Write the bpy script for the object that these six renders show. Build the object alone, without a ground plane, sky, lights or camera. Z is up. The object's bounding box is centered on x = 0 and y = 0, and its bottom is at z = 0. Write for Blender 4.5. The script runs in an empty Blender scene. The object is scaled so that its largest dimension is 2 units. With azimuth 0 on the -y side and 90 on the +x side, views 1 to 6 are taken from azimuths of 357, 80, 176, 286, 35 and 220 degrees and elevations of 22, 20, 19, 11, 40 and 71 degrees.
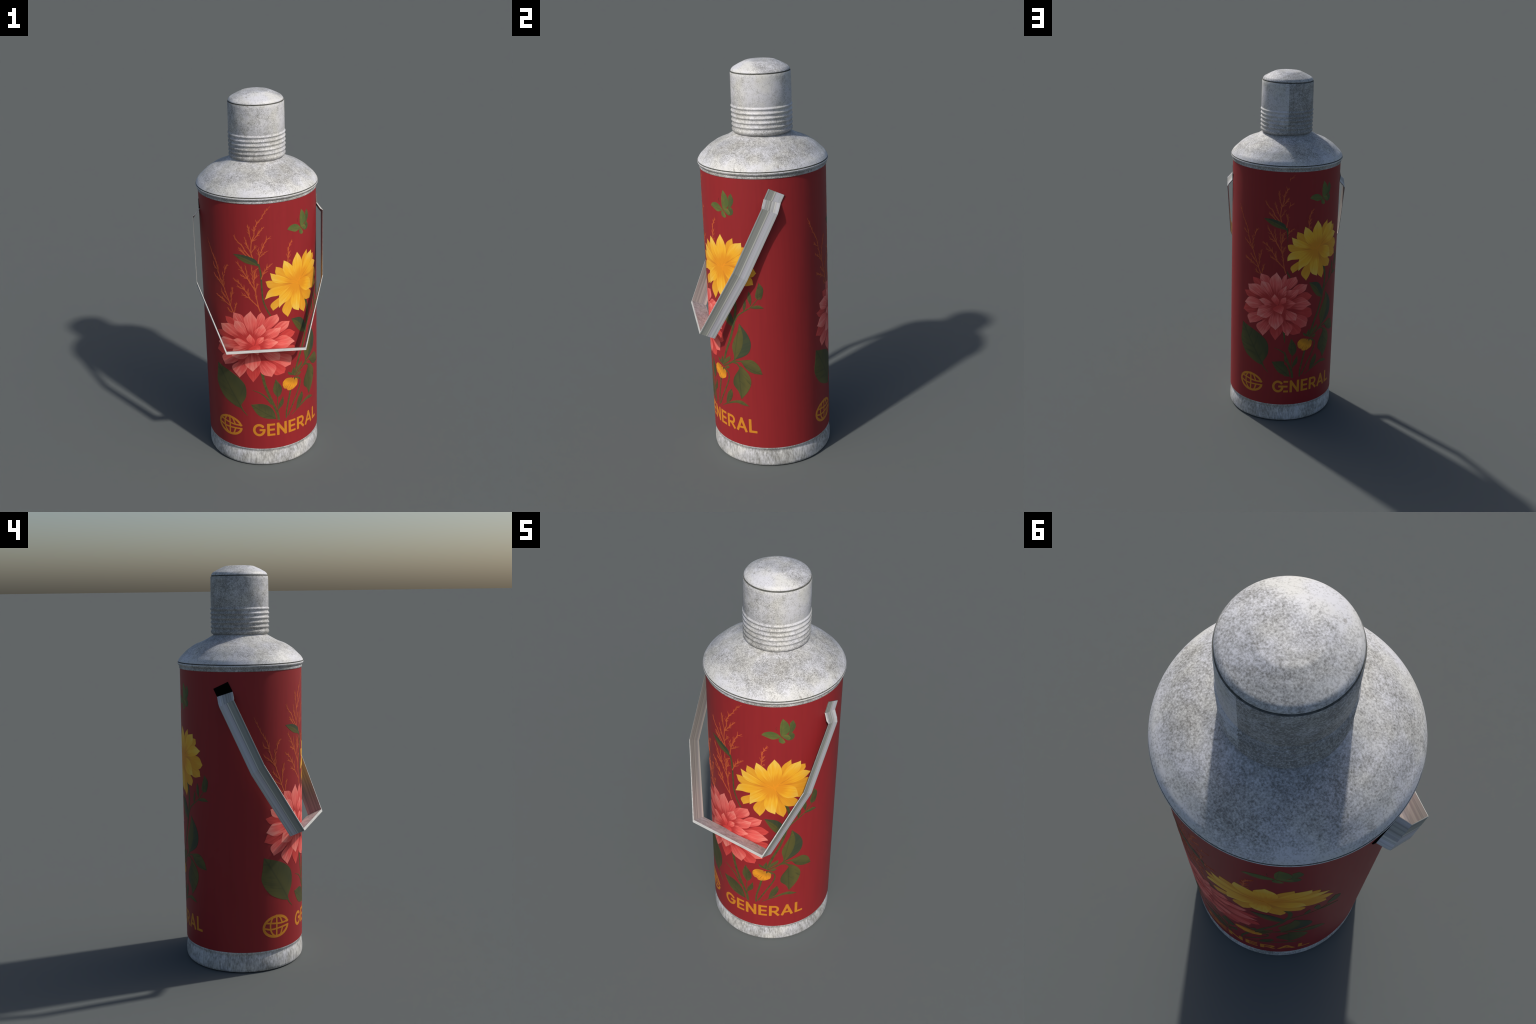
"""Enamelled vacuum flask: red cylinder with a printed floral pattern, galvanised
shoulder, screw cap and foot ring, and a folded strip handle that hangs forward."""
import bpy, bmesh, math, random
from mathutils import Vector, Matrix

random.seed(7)
TAU = math.tau

# ------------------------------------------------------------------ dimensions
AXIS = Vector((0.0018, 0.0310))        # axis of body, shoulder and foot
CAP_AXIS = Vector((0.0090, 0.0334))    # the cap sits a little off the axis
BODY_R = 0.3043
BODY_BOTTOM, BODY_TOP = 0.1065, 1.504
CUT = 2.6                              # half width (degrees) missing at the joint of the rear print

scene = bpy.context.scene
root = bpy.data.objects.new("vacuum_flask", None)
scene.collection.objects.link(root)
root.location = (0, 0, 0)
root["label"] = "red floral vacuum flask with grey metal cap and strip handle"
root["category"] = "vacuum flask"


# ------------------------------------------------------------------ node helpers
class Nodes:
    def __init__(self, name):
        self.mat = bpy.data.materials.new(name)
        self.mat.use_nodes = True
        self.nt = self.mat.node_tree
        self.bsdf = self.nt.nodes["Principled BSDF"]

    def node(self, kind, **props):
        n = self.nt.nodes.new(kind)
        for k, v in props.items():
            setattr(n, k, v)
        return n

    def put(self, sock, val):
        if hasattr(val, "is_linked"):
            self.nt.links.new(val, sock)
        elif isinstance(val, (tuple, list)) and len(val) == 3 and sock.type == "RGBA":
            sock.default_value = (*val, 1)
        else:
            sock.default_value = val

    def obj(self):
        return self.node("ShaderNodeTexCoord").outputs["Object"]

    def mapping(self, vec, scale=(1, 1, 1), loc=(0, 0, 0), rot=(0, 0, 0)):
        m = self.node("ShaderNodeMapping")
        self.put(m.inputs["Vector"], vec)
        m.inputs["Scale"].default_value = scale
        m.inputs["Location"].default_value = loc
        m.inputs["Rotation"].default_value = rot
        return m.outputs[0]

    def noise(self, vec, scale, detail=3.0, rough=0.55, dist=0.0):
        n = self.node("ShaderNodeTexNoise")
        self.put(n.inputs["Vector"], vec)
        for k, v in (("Scale", scale), ("Detail", detail), ("Roughness", rough), ("Distortion", dist)):
            n.inputs[k].default_value = v
        return n.outputs["Fac"]

    def ramp(self, fac, stops, mode="LINEAR"):
        r = self.node("ShaderNodeValToRGB")
        cr = r.color_ramp
        cr.interpolation = mode
        while len(cr.elements) < len(stops):
            cr.elements.new(0.5)
        for e, (p, c) in zip(cr.elements, stops):
            e.position = p
            e.color = (*c, 1) if isinstance(c, tuple) else (c, c, c, 1)
        self.put(r.inputs[0], fac)
        return r.outputs[0]

    def mix(self, fac, a, b, mode="MIX"):
        m = self.node("ShaderNodeMix", data_type="RGBA", blend_type=mode)
        self.put(m.inputs[0], fac)
        self.put(m.inputs[6], a)
        self.put(m.inputs[7], b)
        return m.outputs[2]

    def math(self, op, a, b=0.0, c=None, clamp=False):
        m = self.node("ShaderNodeMath", operation=op, use_clamp=clamp)
        self.put(m.inputs[0], a)
        self.put(m.inputs[1], b)
        if c is not None:
            self.put(m.inputs[2], c)
        return m.outputs[0]

    def span(self, v, a, b, lo=0.0, hi=1.0):
        m = self.node("ShaderNodeMapRange", clamp=True)
        self.put(m.inputs[0], v)
        for i, x in enumerate((a, b, lo, hi)):
            m.inputs[i + 1].default_value = x
        return m.outputs[0]

    def xyz(self, vec):
        s = self.node("ShaderNodeSeparateXYZ")
        self.put(s.inputs[0], vec)
        return s.outputs

    def bump(self, height, strength=0.2, distance=0.002):
        b = self.node("ShaderNodeBump")
        b.inputs["Strength"].default_value = strength
        b.inputs["Distance"].default_value = distance
        self.put(b.inputs["Height"], height)
        self.put(self.bsdf.inputs["Normal"], b.outputs[0])

    def done(self, colour, rough=0.5, spec=0.5, metal=0.0):
        self.put(self.bsdf.inputs["Base Color"], colour)
        self.put(self.bsdf.inputs["Roughness"], rough)
        self.bsdf.inputs["Specular IOR Level"].default_value = spec
        self.bsdf.inputs["Metallic"].default_value = metal
        return self.mat


# ------------------------------------------------------------------ materials
def galvanised(name, grain=210.0, stretch=(1, 1, 1), dirt=0.5, patch=7.0, seed=0.0, mask=None, light=0.615, dark=0.20):
    """Dull zinc: pale metal with dark, grainy mottling in cloudy patches."""
    n = Nodes(name)
    v = n.mapping(n.obj(), scale=stretch, loc=(seed, seed * 0.7, seed * 1.3))
    fine = n.noise(v, grain, 3.5, 0.68)
    mid = n.noise(v, grain * 0.28, 2.5, 0.6)
    cloud = n.noise(n.mapping(n.obj(), loc=(seed, seed, seed)), patch, 4.0, 0.62, 0.4)
    grainy = n.math("ADD", n.math("MULTIPLY", fine, 0.72), n.math("MULTIPLY", mid, 0.28))
    cover = n.span(cloud, 0.28, 0.68)
    if mask is not None:
        cover = n.math("ADD", n.math("MULTIPLY", cover, 0.75), mask(n), clamp=True)
    thr = n.math("ADD", n.math("MULTIPLY", cover, 0.21 * dirt / 0.5), 0.378)
    d = n.math("SUBTRACT", thr, grainy)
    amount = n.span(d, -0.12, 0.15)
    tone = n.noise(n.mapping(n.obj(), loc=(3, 1, seed)), 11.0, 2.0)
    pale = n.mix(n.span(tone, 0.4, 0.62), (light * 0.985, light * 0.985, light * 1.03), (light, light * 0.99, light * 0.95))
    deep = n.mix(n.span(tone, 0.35, 0.65), (dark, dark, dark * 0.95), (dark * 1.03, dark * 1.0, dark * 0.93))
    col = n.mix(amount, pale, deep)
    spots = n.noise(n.mapping(n.obj(), loc=(5, seed, 2)), 30.0, 1.0)
    col = n.mix(n.span(spots, 0.735, 0.79, 0, 0.55), col, (0.21, 0.19, 0.165))
    n.bump(grainy, 0.10, 0.0015)
    return n.done(col, n.span(amount, 0, 1, 0.5, 0.65), 0.35)


def cap_mask(n):
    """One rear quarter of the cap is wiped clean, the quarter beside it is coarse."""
    x, y, z = n.xyz(n.obj())
    ang = n.math("ARCTAN2", x, n.math("MULTIPLY", y, -1.0))          # 0 front, + to the right
    right = n.math("GREATER_THAN", ang, 0.0)
    coarse = n.math("MULTIPLY", n.math("SUBTRACT", 1.0, right), n.span(ang, -0.5, -1.7, 0.0, 0.5))
    clean = n.math("MULTIPLY", right, n.span(ang, 0.25, 1.5, 0.0, -0.30))
    return n.math("ADD", coarse, n.math("MULTIPLY", clean, n.span(z, 1.70, 1.79)))


def lid_mask(n):
    """A bright patch on the front of the lid; the rest is evenly grainy."""
    x, y, z = n.xyz(n.obj())
    wob = n.math("MULTIPLY", n.math("SUBTRACT", n.noise(n.obj(), 22.0, 3.0), 0.5), 0.10)
    along = n.math("ADD", n.math("SUBTRACT", n.math("MULTIPLY", x, 0.25), y), wob)
    return n.span(along, 0.02, 0.09, 0.14, -0.45)


def shoulder_mask(n):
    """Dirt gathers round the neck; the pressed edge has been rubbed clean."""
    x, y, z = n.xyz(n.obj())
    wob = n.math("MULTIPLY", n.math("SUBTRACT", n.noise(n.obj(), 14.0, 3.0), 0.5), 0.05)
    zz = n.math("ADD", z, wob)
    upper = n.span(zz, 1.538, 1.592, -0.42, 0.16)
    return n.math("ADD", upper, n.span(z, 1.531, 1.524, 0.0, 0.85))


def collar_mask(n):
    """Mottled grime low on the cap, stronger on its left."""
    x, y, z = n.xyz(n.obj())
    wob = n.math("MULTIPLY", n.math("SUBTRACT", n.noise(n.obj(), 10.0, 3.0), 0.5), 0.06)
    ang = n.math("ARCTAN2", x, n.math("MULTIPLY", y, -1.0))
    band = n.math("MULTIPLY", n.span(n.math("ADD", z, n.math("MULTIPLY", wob, 0.15)), 1.790, 1.778, 0.0, 0.30), n.span(ang, -0.7, -1.7))
    low = n.span(n.math("ADD", z, wob), 1.80, 1.70, 0.0, 0.28)
    return n.math("ADD", n.math("ADD", low, band), cap_mask(n))


METAL_SHOULDER = galvanised("galvanised_shoulder", 195, dirt=0.50, patch=6.0, seed=1.3, mask=shoulder_mask)
METAL_CAP = galvanised("galvanised_cap", 225, dirt=0.50, patch=9.0, seed=4.1, mask=collar_mask)
METAL_LID = galvanised("galvanised_lid", 205, dirt=0.50, patch=8.0, seed=9.7, mask=lid_mask)
METAL_FOOT = galvanised("galvanised_foot", 170, stretch=(1, 1, 0.22), dirt=0.58, patch=9.0, seed=2.9, light=0.62, dark=0.24)
METAL_NECK = galvanised("galvanised_neck", 190, dirt=0.62, patch=6.0, seed=6.0)
METAL_BAR = galvanised("galvanised_bar", 200, stretch=(0.35, 1, 1), dirt=0.5, patch=9.0, seed=3.0, light=0.46, dark=0.22)


def darkening():
    n = Nodes("seam_dark_line")
    g = n.noise(n.obj(), 90.0, 3.0)
    return n.done(n.ramp(g, [(0.3, (0.075, 0.078, 0.070)), (0.75, (0.17, 0.17, 0.155))]), 0.8, 0.2)


def lined(name, stops, wobble=0.0, shift=0.0):
    """Rolled strip metal: stripes that run lengthways; x crosses the strip."""
    n = Nodes(name)
    x, y, z = n.xyz(n.obj())
    if wobble:
        w = n.noise(n.mapping(n.obj(), scale=(6, 6, 30)), 1.0, 2.0)
        x = n.math("ADD", x, n.math("MULTIPLY", n.math("SUBTRACT", w, 0.5), wobble))
    fac = n.math("ADD", n.math("MULTIPLY", x, 1 / 0.0804), 0.5 + shift)
    col = n.ramp(fac, stops)
    fine = n.noise(n.mapping(n.obj(), scale=(330, 0.5, 0.8)), 1.0, 2.0)
    col = n.mix(0.38, col, n.ramp(fine, [(0.36, 0.30), (0.5, 0.52), (0.64, 0.66)]), "OVERLAY")
    return n.done(col, 0.5, 0.35)


STRIP_OUT = lined("strip_metal", [(0.0, (0.40, 0.43, 0.42)), (0.045, (0.36, 0.38, 0.37)), (0.07, (0.20, 0.21, 0.195)), (0.11, (0.22, 0.23, 0.21)),
                                  (0.16, (0.285, 0.295, 0.272)), (0.40, (0.295, 0.305, 0.28)), (0.425, (0.56, 0.56, 0.51)), (0.465, (0.52, 0.52, 0.48)),
                                  (0.49, (0.27, 0.27, 0.27)), (0.56, (0.50, 0.49, 0.53)), (0.73, (0.52, 0.51, 0.55)), (0.76, (0.52, 0.56, 0.58)),
                                  (0.80, (0.46, 0.46, 0.50)), (0.92, (0.50, 0.50, 0.50)), (1.0, (0.42, 0.43, 0.43))])
STRIP_IN = lined("strip_metal_inside", [(0.0, (0.272, 0.266, 0.252)), (0.12, (0.299, 0.294, 0.280)), (0.22, (0.224, 0.224, 0.217)), (0.30, (0.306, 0.301, 0.280)), (0.38, (0.218, 0.210, 0.210)),  # inner face colours lowered to offset pink light bounced off the body
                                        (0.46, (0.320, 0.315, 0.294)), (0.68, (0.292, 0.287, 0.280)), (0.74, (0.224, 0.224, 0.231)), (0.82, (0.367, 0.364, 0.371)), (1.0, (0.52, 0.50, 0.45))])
STRIP_BEND = lined("strip_metal_bend", [(0.0, (0.44, 0.44, 0.45)), (0.12, (0.40, 0.40, 0.41)), (0.17, (0.25, 0.25, 0.245)), (0.24, (0.34, 0.34, 0.32)), (0.30, (0.27, 0.28, 0.26)), (0.36, (0.38, 0.38, 0.35)),
                                        (0.46, (0.22, 0.22, 0.21)), (0.51, (0.42, 0.42, 0.40)), (0.60, (0.35, 0.35, 0.36)), (0.66, (0.33, 0.33, 0.33)), (0.70, (0.55, 0.54, 0.50)), (0.76, (0.46, 0.46, 0.44)),
                                        (0.84, (0.54, 0.53, 0.56)), (1.0, (0.46, 0.47, 0.46))], wobble=0.004)
n = Nodes("strip_metal_edge")
STRIP_EDGE = n.done(n.ramp(n.noise(n.mapping(n.obj(), scale=(12, 90, 90)), 1.0, 3.0), [(0.3, (0.40, 0.40, 0.385)), (0.7, (0.56, 0.56, 0.54))]), 0.5, 0.35)
n = Nodes("strip_metal_edge_dull")
STRIP_EDGE_DULL = n.done(n.ramp(n.noise(n.mapping(n.obj(), scale=(12, 90, 90)), 1.0, 3.0), [(0.3, (0.15, 0.15, 0.145)), (0.7, (0.24, 0.24, 0.23))]), 0.55, 0.3)
n = Nodes("tab_black")
BLACK = n.done((0.003, 0.003, 0.003), 0.95, 0.0)  # left tab is black on every face

RED = (0.274, 0.0175, 0.0208)  # red darkened to average in the smooth shade on sides and lower half


def red_enamel():
    n = Nodes("red_enamel")
    brush = n.noise(n.mapping(n.obj(), scale=(60, 60, 3.0)), 1.0, 3.0)
    cloth = n.noise(n.obj(), 420.0, 2.0)
    col = n.mix(n.span(brush, 0.3, 0.7), (RED[0] * 0.95, RED[1] * 0.96, RED[2] * 0.96), (RED[0] * 1.04, RED[1] * 1.05, RED[2] * 1.05))
    col = n.mix(n.span(cloth, 0.35, 0.65, 0.0, 0.12), col, (RED[0] * 0.75, RED[1] * 0.8, RED[2] * 0.8))
    return n.done(col, 0.5, 0.32)


def petal_paint(name, base, body, tip, edge, streak):
    """Painted petal: deep at the base, paler to the tip, fine brush streaks along it.
    Object x runs 0..1 from base to tip, y across."""
    n = Nodes(name)
    co = n.obj()
    x, y, z = n.xyz(co)
    fan = n.math("DIVIDE", y, n.math("ADD", n.math("MULTIPLY", n.math("ABSOLUTE", x), 0.7), 0.35))
    cv = n.node("ShaderNodeCombineXYZ")
    n.put(cv.inputs[0], n.math("MULTIPLY", x, 1.6))
    n.put(cv.inputs[1], n.math("MULTIPLY", fan, 15.0))
    n.put(cv.inputs[2], n.math("MULTIPLY", n.node("ShaderNodeObjectInfo").outputs["Random"], 50.0))
    s = n.noise(cv.outputs[0], 1.0, 3.0, 0.6, 0.3)
    xx = n.math("ADD", x, n.math("MULTIPLY", n.math("SUBTRACT", s, 0.5), 0.55))
    col = n.ramp(xx, [(0.22, base), (0.56, body), (0.98, tip)], "EASE")
    col = n.mix(n.math("MULTIPLY", n.span(s, 0.50, 0.68, 0.0, streak), n.span(x, 0.2, 0.6)), col, edge)
    soft = n.noise(cv.outputs[0], 0.35, 1.0)
    col = n.mix(n.span(soft, 0.35, 0.65, 0.0, 0.22), col, base)
    return n.done(col, 0.55, 0.35)


PETALS = {
    "outer": petal_paint("petal_crimson", (0.36, 0.022, 0.022), (0.55, 0.043, 0.039), (0.64, 0.066, 0.057), (0.70, 0.10, 0.085), 0.45),
    "rim": petal_paint("petal_coral", (0.44, 0.029, 0.027), (0.70, 0.085, 0.076), (0.81, 0.185, 0.152), (0.86, 0.235, 0.19), 0.6),
    "mid": petal_paint("petal_pink", (0.48, 0.034, 0.031), (0.79, 0.118, 0.102), (0.87, 0.265, 0.215), (0.90, 0.31, 0.25), 0.6),
    "heart": petal_paint("petal_heart", (0.62, 0.050, 0.044), (0.78, 0.100, 0.088), (0.87, 0.235, 0.185), (0.88, 0.25, 0.19), 0.6),
    "back": petal_paint("petal_amber", (0.62, 0.225, 0.014), (0.73, 0.315, 0.017), (0.74, 0.37, 0.032), (0.80, 0.42, 0.04), 0.45),
    "front": petal_paint("petal_yellow", (0.72, 0.275, 0.013), (0.83, 0.420, 0.022), (0.82, 0.535, 0.085), (0.85, 0.55, 0.08), 0.6),
    "bud": petal_paint("petal_bud", (0.50, 0.19, 0.012), (0.80, 0.315, 0.015), (0.64, 0.235, 0.016), (0.30, 0.105, 0.012), 0.8),
}


def leaf_paint(name, low, high, vein, gloss=0.0):
    n = Nodes(name)
    co = n.obj()
    x, y, z = n.xyz(co)
    rnd = n.node("ShaderNodeObjectInfo").outputs["Random"]
    ay = n.math("ABSOLUTE", y)
    cv = n.node("ShaderNodeCombineXYZ")
    n.put(cv.inputs[0], n.math("MULTIPLY", n.math("SUBTRACT", x, n.math("MULTIPLY", ay, 0.9)), 13.0))
    n.put(cv.inputs[1], n.math("MULTIPLY", y, 3.0))
    n.put(cv.inputs[2], n.math("MULTIPLY", rnd, 40.0))
    s = n.noise(cv.outputs[0], 1.0, 2.0, 0.5, 0.3)
    side = n.noise(n.mapping(co, scale=(1.5, 3.0, 1.0)), 1.0, 1.0)
    col = n.mix(n.span(n.math("ADD", n.math("MULTIPLY", y, 1.6), side), 0.25, 0.75), low, high)
    col = n.mix(n.span(s, 0.52, 0.70, 0.0, 0.6), col, vein)
    rib = n.span(ay, 0.006, 0.022, 0.55, 0.0)
    col = n.mix(rib, col, vein)
    return n.done(col, 0.55, 0.35)


LEAVES_PAINT = {
    "leaf": leaf_paint("leaf_green", (0.054, 0.057, 0.020), (0.098, 0.089, 0.023), (0.038, 0.042, 0.017)),
    "half": leaf_paint("leaf_olive", (0.078, 0.076, 0.021), (0.115, 0.095, 0.022), (0.055, 0.062, 0.019)),
    "shade": leaf_paint("leaf_dark", (0.040, 0.052, 0.028), (0.050, 0.060, 0.026), (0.062, 0.070, 0.024)),
    "wing": leaf_paint("wing_green", (0.085, 0.120, 0.030), (0.150, 0.150, 0.034), (0.070, 0.085, 0.028)),
    "wing_dark": leaf_paint("wing_dark_green", (0.065, 0.085, 0.026), (0.105, 0.115, 0.028), (0.05, 0.065, 0.026)),
}


def flat_paint(name, a, b, scale=70.0):
    n = Nodes(name)
    f = n.noise(n.obj(), scale, 3.0)
    return n.done(n.mix(n.span(f, 0.3, 0.7), a, b), 0.55, 0.35)


STEM_PAINT = flat_paint("stem_green", (0.052, 0.058, 0.018), (0.098, 0.088, 0.022), 16)
SPRIG_PAINT = flat_paint("sprig_orange", (0.42, 0.075, 0.024), (0.56, 0.105, 0.030), 14)
GOLD_PAINT = flat_paint("gold_print", (0.52, 0.185, 0.013), (0.63, 0.235, 0.017), 40)
CORE_PAINT = flat_paint("flower_core_red", (0.42, 0.03, 0.028), (0.55, 0.042, 0.038), 40)
AMBER_CORE = flat_paint("flower_core_amber", (0.72, 0.25, 0.013), (0.82, 0.32, 0.016), 40)
FEELER = flat_paint("feeler_brown", (0.07, 0.02, 0.012), (0.09, 0.03, 0.015), 40)
ENAMEL = red_enamel()
DARK_LINE = darkening()


# ------------------------------------------------------------------ object helpers
def add(name, mesh, parent, mats, matrix=None):
    ob = bpy.data.objects.new(name, mesh)
    scene.collection.objects.link(ob)
    if mats and not mesh.materials:
        for m in mats:
            mesh.materials.append(m)
    ob.parent = parent
    if matrix is not None:
        base = parent.matrix_world.inverted() if parent is not root else Matrix.Identity(4)
        ob.matrix_local = base @ matrix
    return ob


def lathe(name, profile, axis, mats, parent=root, seg=192, close_top=False, close_bottom=False, sharp=None, smooth_angle=40):
    """Turn a profile of (radius, height[, material]) about a vertical axis.
    Object origin stays on the axis at the ground, so Object coordinates are true."""
    bm = bmesh.new()
    rings = []
    for p in profile:
        rings.append([bm.verts.new((p[0] * math.cos(TAU * i / seg), p[0] * math.sin(TAU * i / seg), p[1])) for i in range(seg)])
    for k in range(len(rings) - 1):
        mi = profile[k][2] if len(profile[k]) > 2 else 0
        for i in range(seg):
            j = (i + 1) % seg
            f = bm.faces.new((rings[k][i], rings[k + 1][i], rings[k + 1][j], rings[k][j]))
            f.material_index = mi
    if close_top:
        bm.faces.new(rings[0][::1])
    if close_bottom:
        bm.faces.new(rings[-1][::-1])
    bmesh.ops.recalc_face_normals(bm, faces=bm.faces)
    for f in bm.faces:
        f.smooth = True
    for e in bm.edges:
        if len(e.link_faces) == 2 and e.calc_face_angle() > math.radians(smooth_angle):
            e.smooth = False
    me = bpy.data.meshes.new(name)
    bm.to_mesh(me)
    bm.free()
    ob = add(name, me, parent, mats)
    ob.location = (axis.x, axis.y, 0)
    return ob


def rounded(points, r=0.004, n=4):
    """Round the corners of a profile with short arcs."""
    out = [points[0]]
    for a, b, c in zip(points, points[1:], points[2:]):
        A, B, C = Vector(a), Vector(b), Vector(c)
        la, lc = (A - B).length, (C - B).length
        d = min(r, la * 0.45, lc * 0.45)
        p, q = B + (A - B).normalized() * d, B + (C - B).normalized() * d
        for i in range(n + 1):
            t = i / n
            out.append(tuple((1 - t) ** 2 * p + 2 * t * (1 - t) * B + t * t * q))
    return out + [points[-1]]


# ------------------------------------------------------------------ metal parts
lathe("body", [(BODY_R, BODY_TOP), (BODY_R, BODY_BOTTOM)], AXIS, [ENAMEL], seg=360)

# foot: a waist just under the enamel, then a rolled bulge
foot = rounded([(0.3038, 0.1075), (0.3036, 0.1000), (0.2965, 0.0870), (0.3022, 0.0690), (0.3055, 0.0420), (0.3053, 0.0120), (0.2990, 0.0), (0.24, 0.0)], 0.008)
lathe("foot_ring", foot + [(0.236, 0.004), (0.05, 0.004)], AXIS, [METAL_FOOT], close_bottom=True)

# shoulder: domed pressing with a crimped rim
dome = [(0.125, 1.672), (0.1315, 1.6645), (0.1817, 1.6357), (0.2253, 1.6195), (0.2622, 1.5950), (0.3030, 1.5557), (0.3122, 1.5397)]
dome = rounded(dome, 0.012, 5)
dome[-1] = (0.3122, 1.5397)
rim = [(0.3128, 1.5385, 1), (0.3118, 1.5372, 1), (0.3132, 1.5358, 1), (0.3122, 1.5342, 1), (0.3138, 1.5328), (0.3148, 1.5300), (0.3140, 1.5262), (0.3105, 1.5200), (0.3072, 1.5165), (0.3062, 1.5150), (0.3066, 1.5135), (0.3074, 1.5085), (0.3066, 1.5045), (0.3040, 1.5030)]
lathe("shoulder", [(*p, 0) for p in dome] + rim, AXIS, [METAL_SHOULDER, DARK_LINE])

lathe("neck", [(0.128, 1.69), (0.128, 1.655)], CAP_AXIS, [METAL_NECK], seg=96)

# cap: plain drum with six rolled beads
cap = [(0.1371, 1.9486, 1), (0.1390, 1.9484, 1), (0.1412, 1.9474), (0.1420, 1.9455), (0.1424, 1.9300), (0.1429, 1.8700), (0.1431, 1.8030)]
for i in range(6):
    z = 1.7912 - 0.0219 * i
    r = 0.1462 - 0.0002 * i
    w = [(0.1420, 0.0090), (0.1428, 0.0062), (0.1449, 0.0038), (0.1465, 0.0010), (0.1465, -0.0014), (0.1448, -0.0040), (0.1426, -0.0060), (0.1414, -0.0088)]
    if i == 5:
        w = w[:4] + [(0.1460, -0.0040), (0.1450, -0.0075), (0.1428, -0.0105), (0.1395, -0.0120), (0.1350, -0.0165), (0.1270, -0.0172)]
    cap += [(a - 0.0002 * i, z + b) for a, b in w]
lathe("cap", cap, CAP_AXIS, [METAL_CAP, DARK_LINE])

# lid: low faceted dome on the cap, with a dark seam below it
lid = [(0.002, 2.0000), (0.0420, 1.9998), (0.0695, 1.9975), (0.1010, 1.9835), (0.1302, 1.9675), (0.1372, 1.9585), (0.1386, 1.9545)]
lid = rounded(lid, 0.005, 4)
seam = [(0.1388, 1.9535, 1), (0.1374, 1.9520, 1), (0.1372, 1.9480, 1)]
lathe("lid", [(*p, 0) for p in lid] + seam + [(0.10, 1.9478, 1)], CAP_AXIS, [METAL_LID, DARK_LINE], close_top=True)

# ------------------------------------------------------------------ handle
H_ORIGIN = Vector((0.0, 0.0369, 1.4408))
H_ANGLE = math.radians(25.46)
H_DOWN = Vector((0, -math.sin(H_ANGLE), -math.cos(H_ANGLE)))     # along the strip
H_BACK = Vector((0, math.cos(H_ANGLE), -math.sin(H_ANGLE)))      # across the strip
H_WIDTH = 0.0804


def strip_frame(side):
    """x across the strip, z up along it, y outward-ish; origin at the fixing."""
    m = Matrix.Identity(4)
    xa, za = H_BACK, -H_DOWN
    ya = za.cross(xa)
    for i in range(3):
        m[i][0], m[i][1], m[i][2] = xa[i], ya[i], za[i]
    m.translation = H_ORIGIN
    return m


def strip(name, sections, parent, mats, side, skip_ends=()):
    """sections: (outer x, s front, s back, thickness in x). Faces: 0 outer, 1 inner, 2 edges."""
    M = strip_frame(side)
    inv = M.inverted()
    bm = bmesh.new()
    rows = []
    for xo, sf, sb, th, *inner in sections:
        xi = inner[0] if inner else xo - th
        df, db = (inner[1], inner[2]) if inner else (0.0, 0.0)
        row = []
        for x, e, s in ((xo, -1, sf), (xo, 1, sb), (xi, 1, sb + db), (xi, -1, sf + df)):
            p = H_ORIGIN + H_DOWN * s + H_BACK * (e * H_WIDTH / 2)
            row.append(bm.verts.new(inv @ Vector((side * x, p.y, p.z))))
        rows.append(row)
    faces_done = []
    for a, b in zip(rows, rows[1:]):
        edge = 3 if name == "handle_arm" and len(faces_done) == 0 else 2
        faces_done.append(1)
        for k, mi in ((0, 0), (1, edge), (2, 1), (3, edge)):
            f = bm.faces.new((a[k], a[(k + 1) % 4], b[(k + 1) % 4], b[k]))
            f.material_index = mi
    bm.faces.new(rows[0]).material_index = 2
    bm.faces.new(rows[-1][::-1]).material_index = 2
    bmesh.ops.recalc_face_normals(bm, faces=bm.faces)
    me = bpy.data.meshes.new(name)
    bm.to_mesh(me)
    bm.free()
    return add(name, me, parent, mats, M)


T = 0.0055           # strip thickness on the arms
T_UP = 0.0014        # ... and thinner above the knee
BAR_T = 0.0125       # grip bar is thicker
S_TAB, S_BEND, S_MID, S_END = 0.0467, 0.0881, 0.4354, 0.8046
X_TAB, X_BEND, X_MID, X_END = 0.3092, 0.3361, 0.3227, 0.2037


# grip bar first: the parent of the handle
def bar():
    bm = bmesh.new()
    rows = []
    for side in (-1, 1):
        row = []
        for e, s, x in ((-1, S_END, X_END), (1, S_END, X_END), (1, S_END - BAR_T, X_END + 0.0035 - T * 1.15), (-1, S_END - BAR_T, X_END + 0.0035 - T * 1.15)):
            p = H_DOWN * s + H_BACK * (e * H_WIDTH / 2)
            row.append(bm.verts.new((side * x + 0.002, p.y, p.z)))
        rows.append(row)
    for k in range(4):
        f = bm.faces.new((rows[0][k], rows[0][(k + 1) % 4], rows[1][(k + 1) % 4], rows[1][k]))
        f.material_index = 1 if k in (1, 3) else 0
    bmesh.ops.recalc_face_normals(bm, faces=bm.faces)
    me = bpy.data.meshes.new("handle")
    bm.to_mesh(me)
    bm.free()
    return add("handle", me, root, [METAL_BAR, STRIP_EDGE], Matrix.Translation(H_ORIGIN))


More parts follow.
